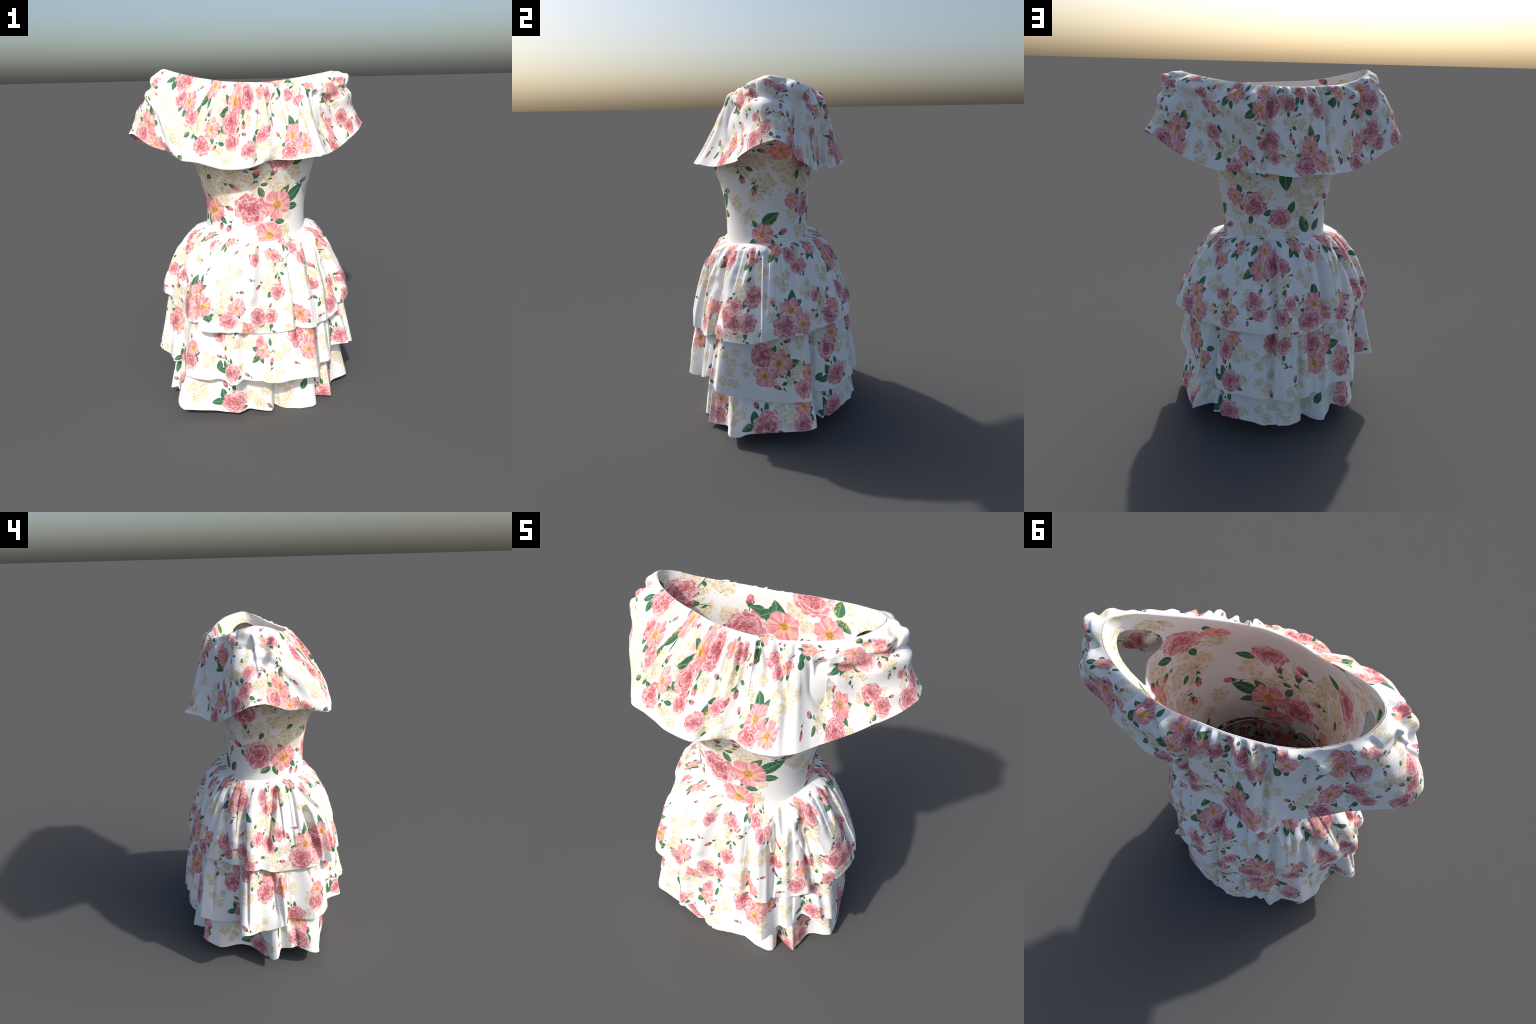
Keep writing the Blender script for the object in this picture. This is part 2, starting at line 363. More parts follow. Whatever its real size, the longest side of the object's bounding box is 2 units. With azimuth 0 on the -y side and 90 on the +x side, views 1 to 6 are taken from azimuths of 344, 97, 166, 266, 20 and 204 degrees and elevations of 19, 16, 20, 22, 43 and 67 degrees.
# ---------------------------------------------------------------- meshes
def cloth(name, P, V, parent, thick=0.002, u_row=-1, cut=None, kind=None):
    """A sheet of cloth: outer face, inner face and edge. The mesh lies flat as cut on the
    table (its Generated coordinates are the fabric's own), a shape key drapes it."""
    rows, cols = P.shape[:2]
    du = np.empty_like(P)
    du[:, 1:-1] = P[:, 2:] - P[:, :-2]
    du[:, 0] = du[:, -1] = P[:, 1] - P[:, -2]
    dv = np.gradient(P, axis=0)
    n = np.cross(du, dv)
    n /= np.linalg.norm(n, axis=2)[..., None] + 1e-12
    mid = np.zeros_like(P)
    mid[..., 2] = P[..., 2]
    if ((P - mid)[rows // 2] * n[rows // 2]).sum() < 0:
        n = -n
        flip = True
    else:
        flip = False
    arc = np.concatenate([[0], np.cumsum(np.linalg.norm(np.diff(P[u_row], axis=0), axis=1))])
    U = np.broadcast_to(arc[None, :], (rows, cols))
    if V.ndim == 1:
        V = np.broadcast_to(V[:, None], (rows, cols))
    flat = np.stack([U, V, 0 * U], -1)
    drop = np.array([0, 0, thick])
    idx = np.arange(rows * cols).reshape(rows, cols)
    a, b, c, d = idx[:-1, :-1].ravel(), idx[:-1, 1:].ravel(), idx[1:, 1:].ravel(), idx[1:, :-1].ravel()
    outer = np.stack([a, b, c, d], 1) if flip else np.stack([d, c, b, a], 1)
    if cut is not None:
        outer = outer[~cut.ravel()]
    nv = rows * cols
    Q = P - n * thick
    pos = [P.reshape(-1, 3), Q.reshape(-1, 3)]
    rest = [flat.reshape(-1, 3), (flat - drop).reshape(-1, 3)]
    faces = [outer, outer[:, ::-1] + nv]
    base = 2 * nv
    for k, turn in ((0, not flip), (rows - 1, flip)):
        pos += [P[k], Q[k]]
        rest += [flat[k], flat[k] - drop]
        e = np.arange(cols - 1) + base
        f = np.stack([e, e + 1, e + 1 + cols, e + cols], 1)
        faces.append(f if not turn else f[:, ::-1])
        base += 2 * cols
    pos, rest, faces = np.vstack(pos), np.vstack(rest), np.vstack(faces)
    me = bpy.data.meshes.new(kind or name)
    me.vertices.add(len(rest))
    me.vertices.foreach_set("co", rest.ravel())
    me.loops.add(faces.size)
    me.loops.foreach_set("vertex_index", faces.ravel().astype(np.int32))
    me.polygons.add(len(faces))
    me.polygons.foreach_set("loop_start", np.arange(0, faces.size, 4, dtype=np.int32))
    me.polygons.foreach_set("use_smooth", np.ones(len(faces), bool))
    me.update(calc_edges=True)
    prints = print_materials(name, float(arc[-1]), float(V.max()))
    for m in prints:
        me.materials.append(m)
    # which length of the cloth each face belongs to
    across = rest[faces][:, :, 0].mean(1)
    slot = np.clip((across / arc[-1] * len(prints)).astype(np.int32), 0, len(prints) - 1)
    me.polygons.foreach_set("material_index", slot)
    ob = bpy.data.objects.new(kind or name, me)
    bpy.context.scene.collection.objects.link(ob)
    ob.parent = parent
    ob.shape_key_add(name="Basis")
    key = ob.shape_key_add(name="draped")
    key.data.foreach_set("co", pos.ravel())
    key.value = 1.0
    return ob, float(arc[-1]), float(V.max())


# ---------------------------------------------------------------- node arithmetic
class Graph:
    """Small helper that writes shader arithmetic as nodes."""

    def __init__(self, tree):
        self.t = tree

    def node(self, kind, **props):
        n = self.t.nodes.new(kind)
        for k, v in props.items():
            setattr(n, k, v)
        return n

    def put(self, socket, value):
        if isinstance(value, bpy.types.NodeSocket):
            self.t.links.new(value, socket)
        else:
            socket.default_value = value

    def math(self, op, *args, clamp=False):
        n = self.node("ShaderNodeMath", operation=op, use_clamp=clamp)
        for s, v in zip(n.inputs, args):
            self.put(s, v)
        return n.outputs[0]

    def add(self, a, b): return self.math("ADD", a, b)
    def sub(self, a, b): return self.math("SUBTRACT", a, b)
    def mul(self, a, b): return self.math("MULTIPLY", a, b)
    def mad(self, a, b, c): return self.math("MULTIPLY_ADD", a, b, c)
    def pow(self, a, b): return self.math("POWER", a, b)
    def abs(self, a): return self.math("ABSOLUTE", a)
    def fract(self, a): return self.math("FRACT", a)
    def cos(self, a): return self.math("COSINE", a)
    def sin(self, a): return self.math("SINE", a)
    def mn(self, a, b): return self.math("MINIMUM", a, b)
    def mx(self, a, b): return self.math("MAXIMUM", a, b)

    def ramp01(self, x, lo, hi, smooth=True):
        n = self.node("ShaderNodeMapRange", interpolation_type="SMOOTHSTEP" if smooth else "LINEAR")
        self.put(n.inputs[0], x)
        self.put(n.inputs[1], lo)
        self.put(n.inputs[2], hi)
        return n.outputs[0]

    def vec(self, op, *args, out=0):
        n = self.node("ShaderNodeVectorMath", operation=op)
        for s, v in zip(n.inputs, args):
            self.put(s, v)
        return n.outputs[out]

    def xyz(self, x, y, z=0.0):
        n = self.node("ShaderNodeCombineXYZ")
        for s, v in zip(n.inputs, (x, y, z)):
            self.put(s, v)
        return n.outputs[0]

    def split(self, v):
        n = self.node("ShaderNodeSeparateXYZ")
        self.put(n.inputs[0], v)
        return n.outputs[0], n.outputs[1], n.outputs[2]

    def noise(self, v, scale, detail=1.0, rough=0.5):
        n = self.node("ShaderNodeTexNoise", noise_dimensions="3D")
        self.put(n.inputs["Vector"], v)
        n.inputs["Scale"].default_value = scale
        n.inputs["Detail"].default_value = detail
        n.inputs["Roughness"].default_value = rough
        return n.outputs["Fac"]

    def voronoi(self, v, scale, feature="F1", random=1.0, dim="3D"):
        n = self.node("ShaderNodeTexVoronoi", voronoi_dimensions=dim, feature=feature)
        self.put(n.inputs["Vector"], v)
        n.inputs["Scale"].default_value = scale
        n.inputs["Randomness"].default_value = random
        return n

    def mix(self, f, a, b):
        n = self.node("ShaderNodeMix", data_type="RGBA")
        self.put(n.inputs[0], f)
        for s, v in ((n.inputs[6], a), (n.inputs[7], b)):
            self.put(s, (*v, 1) if isinstance(v, tuple) else v)
        return n.outputs[2]

    def mixv(self, f, a, b):
        n = self.node("ShaderNodeMix", data_type="VECTOR")
        self.put(n.inputs[0], f)
        self.put(n.inputs[4], a)
        self.put(n.inputs[5], b)
        return n.outputs[1]


def motif_group(name, draw):
    """A node group: motif's own coordinates (unit size, z = seed) in, colour and cover out."""
    g = bpy.data.node_groups.new(name, "ShaderNodeTree")
    g.interface.new_socket("Place", in_out="INPUT", socket_type="NodeSocketVector")
    g.interface.new_socket("Below", in_out="INPUT", socket_type="NodeSocketColor")
    g.interface.new_socket("Colour", in_out="OUTPUT", socket_type="NodeSocketColor")
    a, G = g.nodes.new("NodeGroupInput"), Graph(g)
    colour, cover = draw(G, a.outputs["Place"])
    out = G.mix(cover, a.outputs["Below"], colour)
    b = g.nodes.new("NodeGroupOutput")
    g.links.new(out, b.inputs[0])
    return g


def polar(G, x, y):
    r = G.math("SQRT", G.mad(x, x, G.mul(y, y)))
    return r, G.math("ARCTAN2", y, x)


def draw_rose(G, p):
    x, y, seed = G.split(p)
    n = G.noise(p, 2.6, 2.0)
    wob = G.sub(n, 0.5)
    r, a = polar(G, G.mad(wob, 0.30, x), G.mad(wob, -0.34, y))
    edge = G.mad(G.abs(G.sin(G.mad(a, 3.5, G.mul(seed, 5.0)))), 0.11, G.mad(G.noise(p, 7.0, 1.0), 0.22, 0.73))
    cover = G.ramp01(G.sub(edge, r), -0.01, 0.04)
    # overlapping petals: cells in polar space, narrow toward the heart
    place = G.xyz(G.mad(a, 1.27, G.mul(r, 1.8)), G.mul(G.pow(r, 0.75), 6.8), G.mul(seed, 3.0))
    petal = G.voronoi(place, 1.0, "F1")
    rim = G.voronoi(place, 1.0, "DISTANCE_TO_EDGE").outputs["Distance"]
    tone = G.split(petal.outputs["Color"])[0]
    grain = G.noise(G.xyz(G.mul(a, 5.0), G.mul(r, 2.0), seed), 2.2, 2.0)
    depth = G.ramp01(r, 0.05, 0.82, False)
    base = G.mix(depth, (0.37, 0.036, 0.070), (0.76, 0.315, 0.355))
    base = G.mix(G.mul(G.ramp01(tone, 0.45, 0.9), G.mad(depth, 0.5, 0.25)), base, (0.92, 0.66, 0.64))
    base = G.mix(G.mul(G.ramp01(tone, 0.40, 0.05), G.mad(depth, -0.25, 0.70)), base, (0.47, 0.080, 0.105))
    base = G.mix(G.mul(G.ramp01(grain, 0.52, 0.30), 0.45), base, (0.52, 0.10, 0.13))
    fold = G.fract(G.mad(r, 4.6, G.mad(a, 0.159, G.mul(wob, 1.6))))
    base = G.mix(G.mul(G.ramp01(fold, 0.42, 0.0), 0.55), base, (0.45, 0.070, 0.095))
    lips = G.mul(G.ramp01(rim, 0.14, 0.03), G.mul(G.mad(depth, 0.55, 0.25), G.ramp01(grain, 0.30, 0.60)))
    base = G.mix(lips, base, (0.94, 0.80, 0.77))
    return base, cover


def draw_open(G, p):
    x, y, seed = G.split(p)
    n = G.noise(p, 3.0, 1.0)
    r, a = polar(G, x, y)
    turn = G.mad(a, 2.5, G.mul(seed, 7.0))
    lobe = G.abs(G.cos(turn))
    edge = G.mad(G.pow(lobe, 0.40), 0.26, G.mad(n, 0.60, 0.40))
    cover = G.ramp01(G.sub(edge, r), -0.01, 0.04)
    streak = G.noise(G.xyz(G.mul(a, 3.0), G.mul(r, 1.3), seed), 1.6, 2.0)
    base = G.mix(G.ramp01(streak, 0.30, 0.72), (0.76, 0.255, 0.295), (0.90, 0.52, 0.525))
    # each petal overlaps its neighbour: shaded along one side
    lap = G.fract(G.mad(turn, 0.31831, 0.5))
    base = G.mix(G.mul(G.ramp01(lap, 0.40, 0.0), 0.60), base, (0.62, 0.15, 0.17))
    base = G.mix(G.mul(G.ramp01(lap, 0.72, 0.95), 0.45), base, (0.94, 0.68, 0.65))
    base = G.mix(G.mul(G.ramp01(G.sub(edge, r), 0.14, 0.0), 0.6), base, (0.76, 0.28, 0.30))
    glow = G.mul(G.ramp01(r, 0.70, 0.15), G.ramp01(G.add(G.noise(p, 2.4, 1.0), G.mul(G.sub(streak, 0.5), 0.5)), 0.48, 0.60))
    base = G.mix(G.mul(glow, 0.85), base, (0.93, 0.62, 0.20))
    grain = G.voronoi(p, 10.0).outputs["Distance"]
    eye = G.ramp01(G.mad(n, 0.2, r), 0.40, 0.26)
    base = G.mix(eye, base, G.mix(G.ramp01(grain, 0.15, 0.55), (0.90, 0.60, 0.16), (0.50, 0.23, 0.05)))
    return base, cover


def draw_leaf(G, p):
    x, y, seed = G.split(p)
    n = G.noise(p, 3.5, 2.0)
    t = G.math("SUBTRACT", 1.0, G.mul(y, y), clamp=True)
    width = G.mul(G.pow(t, 0.75), G.mad(y, -0.22, 0.86))
    width = G.mad(G.sub(n, 0.5), 0.22, width)
    ax = G.abs(x)
    cover = G.ramp01(G.sub(width, ax), 0.0, 0.10)
    base = G.mix(n, (0.020, 0.085, 0.045), (0.075, 0.235, 0.130))
    side = G.fract(G.mad(y, 3.0, G.mul(ax, -1.6)))
    base = G.mix(G.mul(G.ramp01(side, 0.25, 0.0), 0.45), base, (0.16, 0.34, 0.20))
    base = G.mix(G.ramp01(ax, 0.09, 0.02), base, (0.22, 0.36, 0.18))
    burn = G.mul(G.ramp01(G.sin(G.mul(seed, 37.0)), 0.55, 0.6), G.mul(G.ramp01(x, 0.1, 0.3), G.ramp01(n, 0.45, 0.6)))
    base = G.mix(burn, base, (0.66, 0.46, 0.16))
    return base, cover


def draw_hydrangea(G, p):
    x, y, seed = G.split(p)
    n = G.noise(p, 2.0, 2.0)
    cell = G.voronoi(p, 2.5, "F1", 0.80)
    c = cell.outputs["Position"]
    dx, dy, dz = G.split(G.vec("SUBTRACT", p, c))
    cx, cy, cz = G.split(c)
    rr, ra = polar(G, dx, dy)
    tint, spin, q = G.split(cell.outputs["Color"])
    petal = G.abs(G.cos(G.mad(ra, 2.0, G.mul(spin, 6.0))))
    reach = G.mad(G.pow(petal, 0.6), 0.12, 0.175)
    span = G.add(G.math("SQRT", G.mad(cx, cx, G.mul(cy, cy))), G.mul(G.sub(n, 0.5), 1.3))
    inside = G.ramp01(span, 0.80, 0.72)
    cover = G.mul(G.ramp01(G.sub(reach, rr), 0.0, 0.04), inside)
    haze = G.mul(G.ramp01(G.add(G.math("SQRT", G.mad(x, x, G.mul(y, y))), G.sub(n, 0.5)), 0.76, 0.55), 0.42)
    base = G.mix(tint, (0.76, 0.64, 0.45), (0.87, 0.79, 0.64))
    base = G.mix(G.mul(G.ramp01(petal, 0.40, 0.05), 0.70), base, (0.55, 0.41, 0.21))
    base = G.mix(G.mul(G.ramp01(rr, 0.13, 0.03), 0.8), base, (0.62, 0.47, 0.22))
    base = G.mix(G.mul(G.ramp01(G.sub(reach, rr), 0.09, 0.02), 0.45), base, (0.70, 0.58, 0.38))
    base = G.mix(G.mul(G.sub(1.0, cover), G.ramp01(n, 0.40, 0.60)), base, (0.74, 0.63, 0.44))
    # fine green stalks between the florets
    r = G.math("SQRT", G.mad(x, x, G.mul(y, y)))
    twig = G.mul(G.ramp01(G.abs(G.sub(G.noise(p, 1.7, 0.0), 0.47)), 0.016, 0.007), G.ramp01(r, 0.70, 0.50))
    twig = G.mul(twig, G.ramp01(G.sin(G.mul(seed, 23.0)), 0.2, 0.3))
    base = G.mix(twig, base, (0.09, 0.24, 0.18))
    return base, G.mul(G.mx(G.mx(cover, haze), twig), 0.93)


def draw_bud(G, p):
    x, y, seed = G.split(p)
    ax = G.abs(x)
    yb = G.mul(G.sub(y, 0.45), 2.1)
    xb = G.mul(x, 3.4)
    r = G.math("SQRT", G.mad(xb, xb, G.mul(yb, yb)))
    body = G.ramp01(r, 1.02, 0.90)
    stripe = G.noise(G.xyz(G.mul(x, 7.0), y, seed), 2.0, 1.0)
    colour = G.mix(G.ramp01(stripe, 0.35, 0.65), (0.50, 0.07, 0.11), (0.81, 0.36, 0.38))
    # calyx hugging the foot of the bud, two fine sepals, a curved stalk with one small leaf
    yc = G.mul(G.sub(y, 0.06), 5.0)
    xc = G.mul(x, 5.0)
    cup = G.ramp01(G.mad(xc, xc, G.mul(yc, yc)), 1.1, 0.8)
    hook = G.mul(G.ramp01(G.abs(G.sub(ax, G.mad(y, 0.55, 0.12))), 0.055, 0.02), G.mul(G.ramp01(y, 0.40, 0.32), G.ramp01(y, -0.05, 0.02)))
    lean = G.mul(G.sin(G.mul(seed, 9.0)), 0.30)
    bend = G.mul(lean, G.mul(y, y))
    off = G.sub(x, bend)
    stem = G.mul(G.ramp01(G.abs(off), 0.045, 0.020), G.mul(G.ramp01(y, 0.08, 0.0), G.ramp01(y, -0.98, -0.90)))
    lx, ly = G.mul(G.sub(off, 0.16), 5.5), G.mul(G.add(y, 0.50), 7.5)
    leaf = G.ramp01(G.mad(lx, lx, G.mul(G.sub(ly, G.mul(lx, 0.8)), G.sub(ly, G.mul(lx, 0.8)))), 1.1, 0.8)
    green = G.mx(G.mx(cup, hook), G.mx(stem, leaf))
    colour = G.mix(green, colour, (0.045, 0.17, 0.090))
    return colour, G.mx(body, green)


MOTIFS = {"H": motif_group("hydrangea_print", draw_hydrangea), "B": motif_group("rosebud_print", draw_bud),
          "L": motif_group("leaf_print", draw_leaf), "O": motif_group("open_flower_print", draw_open), "R": motif_group("rose_print", draw_rose)}


def nearest_group():
    """One step of a search for the nearest motif: keeps its local coordinates."""
    g = bpy.data.node_groups.new("nearest_motif", "ShaderNodeTree")
    for n in ("Point", "Row X", "Row Y"):
        g.interface.new_socket(n, in_out="INPUT", socket_type="NodeSocketVector")
    g.interface.new_socket("Seed", in_out="INPUT", socket_type="NodeSocketFloat")
    g.interface.new_socket("Best", in_out="INPUT", socket_type="NodeSocketVector")
    g.interface.new_socket("Gap", in_out="INPUT", socket_type="NodeSocketFloat")
    g.interface.new_socket("Best", in_out="OUTPUT", socket_type="NodeSocketVector")
    g.interface.new_socket("Gap", in_out="OUTPUT", socket_type="NodeSocketFloat")
    i, G = g.nodes.new("NodeGroupInput"), Graph(g)
    x = G.vec("DOT_PRODUCT", i.outputs[0], i.outputs[1], out=1)
    y = G.vec("DOT_PRODUCT", i.outputs[0], i.outputs[2], out=1)
    d = G.mad(x, x, G.mul(y, y))
    v = G.xyz(x, y, i.outputs[3])
    closer = G.math("LESS_THAN", d, i.outputs[5])
    best = G.mixv(closer, i.outputs[4], v)
    gap = G.mn(d, i.outputs[5])
    o = g.nodes.new("NodeGroupOutput")
    g.links.new(best, o.inputs[0])
    g.links.new(gap, o.inputs[1])
    return g


NEAREST = nearest_group()

# Bouquets of the printed pattern: motif, x, y, size in mm, turn in degrees.
BOUQUETS = {
    "A": (("H", -99, 23, 30, 0), ("H", -41, 62, 34, 0), ("H", 93, 12, 28, 0), ("H", -60, 20, 30, 0), ("B", -86, 78, 30, 20), ("L", 17, 99, 29, 0), ("L", -14, 80, 17, 30),
          ("L", 50, 76, 18, -60), ("L", 52, 20, 14, -60), ("L", -58, 26, 14, 70), ("B", 31, 2, 22, 20), ("O", 6, 41, 46, 0), ("O", 64, -29, 42, 40), ("R", -29, -29, 53, 0)),
    "C": (("H", 17, 46, 34, 0), ("H", -5, 10, 28, 0), ("L", 6, -64, 13, 180), ("L", 36, -72, 14, 165), ("L", -28, -4, 10, 60), ("B", 14, 84, 28, -10), ("L", -8, 76, 11, 40),
          ("B", 64, 18, 20, -60), ("O", 36, -32, 32, 10), ("R", -46, 29, 40, 0), ("R", -12, -35, 32, 0)),
    "D": (("H", 32, -14, 26, 0), ("L", -47, 12, 17, 60), ("L", -45, -47, 24, 150), ("L", -8, -58, 16, 190), ("L", 58, 38, 14, 0), ("B", 66, -6, 20, -90), ("R", -14, 42, 31, 0), ("O", 0, 0, 39, 0)),
    "E": (("H", -40, 6, 32, 0), ("H", -6, -46, 36, 0), ("H", 30, -50, 30, 0), ("L", -29, 73, 13, 0), ("L", 52, 6, 13, -60), ("L", 0, -17, 11, 180), ("B", 62, -23, 22, -100), ("B", 12, -96, 30, 180),
          ("L", 36, -76, 10, -120), ("O", -46, 50, 26, 0), ("R", 12, 29, 39, 0)),
    "F": (("H", -40, 40, 38, 0), ("H", -65, 6, 30, 0), ("H", 63, -46, 26, 0), ("H", -12, 76, 28, 0), ("B", 12, 76, 26, 0), ("B", -108, 26, 28, 60), ("L", 54, -10, 13, 200), ("L", 78, 24, 14, -80),
          ("L", -42, -9, 11, 60), ("L", -100, -10, 12, 130), ("O", 43, 32, 37, 20), ("R", 0, -40, 45, 0)),
    "G": (("H", -78, 12, 29, 0), ("H", -30, -35, 32, 0), ("H", 38, 29, 22, 0), ("B", 62, -3, 24, -80), ("L", -46, -12, 12, 70), ("L", -2, 0, 11, -70), ("L", -28, -62, 11, 120), ("B", -46, -84, 24, 170),
          ("R", -20, 29, 44, 0), ("R", 20, -34, 36, 0)),
    "P": (("H", 23, 17, 32, 0), ("H", 52, -14, 28, 0), ("H", 2, -40, 30, 0), ("L", -2, 38, 15, -10), ("B", 72, 28, 28, -35), ("L", 6, -58, 9, 160), ("R", -34, 8, 35, 0)),
    "Q": (("H", 70, 15, 32, 0), ("L", -58, 34, 25, 15), ("L", -86, -6, 24, 100), ("B", -48, 78, 34, 40), ("L", -8, 76, 14, 5), ("L", 56, -38, 13, -100), ("R", -34, -14, 30, 0), ("R", 0, 0, 54, 0)),
    "T": (("H", -52, -10, 34, 0), ("H", -44, 26, 26, 0), ("B", -14, 96, 26, 0), ("L", 44, 20, 15, -60), ("L", 42, -12, 15, 200), ("L", -10, -78, 11, 120), ("O", 8, 42, 38, 0), ("R", -6, -32, 47, 0)),
    "Y": (("H", -28, 4, 28, 0), ("H", 28, 24, 27, 0), ("H", 8, -28, 29, 0)),
    "b": (("B", 0, 0, 30, 0),),
    "l": (("L", 0, 0, 26, 0),),
    "o": (("O", 0, 0, 42, 0), ("L", -40, -30, 18, 140), ("L", 36, -34, 18, 220), ("L", -30, 40, 14, 40)),
}
LEAF_ASPECT = 0.66
PRINT_SCALE = {"R": 1.20, "O": 1.27, "L": 1.42, "H": 1.10, "B": 1.05}
PART_SCALE = {"bodice": 0.84, "ruffle_collar": 1.0, "upper_skirt_tier": 1.10, "middle_skirt_tier": 1.04, "lower_skirt_tier": 1.04}
SECTORS = 10


def motif_list(name):
    """Every motif of a part: kind, U, V (metres on the cloth), size, turn, seed."""
    r = np.random.default_rng(5)
    out = []
    places = list(PLACES[name])
    if name == "lower_skirt_tier":            # the hidden upper part, seen only down through the waist
        places += [("ACDEFGPT"[int(r.integers(8))], 90 + 190 * i + int(r.integers(60)), 90 + 170 * k, int(r.integers(360)), 120) for i in range(19) for k in range(4)]
    for kind, u, v, turn, scale in places:
        c, s = math.cos(math.radians(turn)), math.sin(math.radians(turn))
        k = scale / 100.0
        for m, x, y, size, spin in BOUQUETS[kind]:
            x, y, size = x * k / 1000, y * k / 1000, size * k / 1000
            out.append((m, u / 1000 + x * c - y * s, v / 1000 - (x * s + y * c), size * PRINT_SCALE[m] * PART_SCALE[name] * r.uniform(0.95, 1.05), turn + spin + r.uniform(-12, 12), r.uniform(0.2, 9.8)))
    return out


def print_materials(name, length, height):
    """The printed cotton of one part, as one material per length of cloth."""
    motifs, made = motif_list(name), []
    for k in range(SECTORS):
        lo, hi = k * length / SECTORS, (k + 1) * length / SECTORS
        m = bpy.data.materials.new("rose_print_cotton")
        m.use_nodes = True
        t = m.node_tree
        t.nodes.clear()
        G = Graph(t)
        tex = G.node("ShaderNodeTexCoord")
        p = G.vec("MULTIPLY_ADD", tex.outputs["Generated"], (length, height, 0.0), (0.0, 0.0, 0.0))
        p = G.vec("ADD", G.vec("MULTIPLY", p, (1.0, 1.0, 0.0)), (0.0, 0.0, 1.0))
        colour = (CLOTH[0], CLOTH[1], CLOTH[2], 1.0)
        for kind in "HBLOR":
            best, gap, any_here = (9.0, 9.0, 0.0), 100.0, False
            for mk, u, v, size, turn, seed in motifs:
                if mk != kind:
                    continue
                w = size * 1.15
                hit = [du for du in (-length, 0.0, length) if lo - w < u + du < hi + w]
                if not hit:
                    continue
                u = u + hit[0]
                any_here = True
                c, s = math.cos(math.radians(turn)), math.sin(math.radians(turn))
                sx = size * (LEAF_ASPECT if mk == "L" else 1.0)
                n = G.node("ShaderNodeGroup", node_tree=NEAREST)
                # local x = ((p-c).right)/size, local y = ((p-c).up)/size with V pointing down the cloth
                rx, ry = (c / sx, -s / sx), (-s / size, -c / size)
                G.put(n.inputs[0], p)
                n.inputs[1].default_value = (rx[0], rx[1], -(rx[0] * u + rx[1] * v))
                n.inputs[2].default_value = (ry[0], ry[1], -(ry[0] * u + ry[1] * v))
                n.inputs[3].default_value = seed
                G.put(n.inputs[4], best)
                G.put(n.inputs[5], gap)
                best, gap = n.outputs[0], n.outputs[1]
            if any_here:
                d = G.node("ShaderNodeGroup", node_tree=MOTIFS[kind])
                G.put(d.inputs[0], best)
                G.put(d.inputs[1], colour)
                colour = d.outputs[0]
        b = G.node("ShaderNodeBsdfPrincipled")
        G.put(b.inputs["Base Color"], colour)
        b.inputs["Roughness"].default_value = 0.85
        b.inputs["Specular IOR Level"].default_value = 0.12
        o = G.node("ShaderNodeOutputMaterial")
        t.links.new(b.outputs[0], o.inputs[0])
        made.append(m)
    return made


CLOTH = (0.86, 0.855, 0.84)


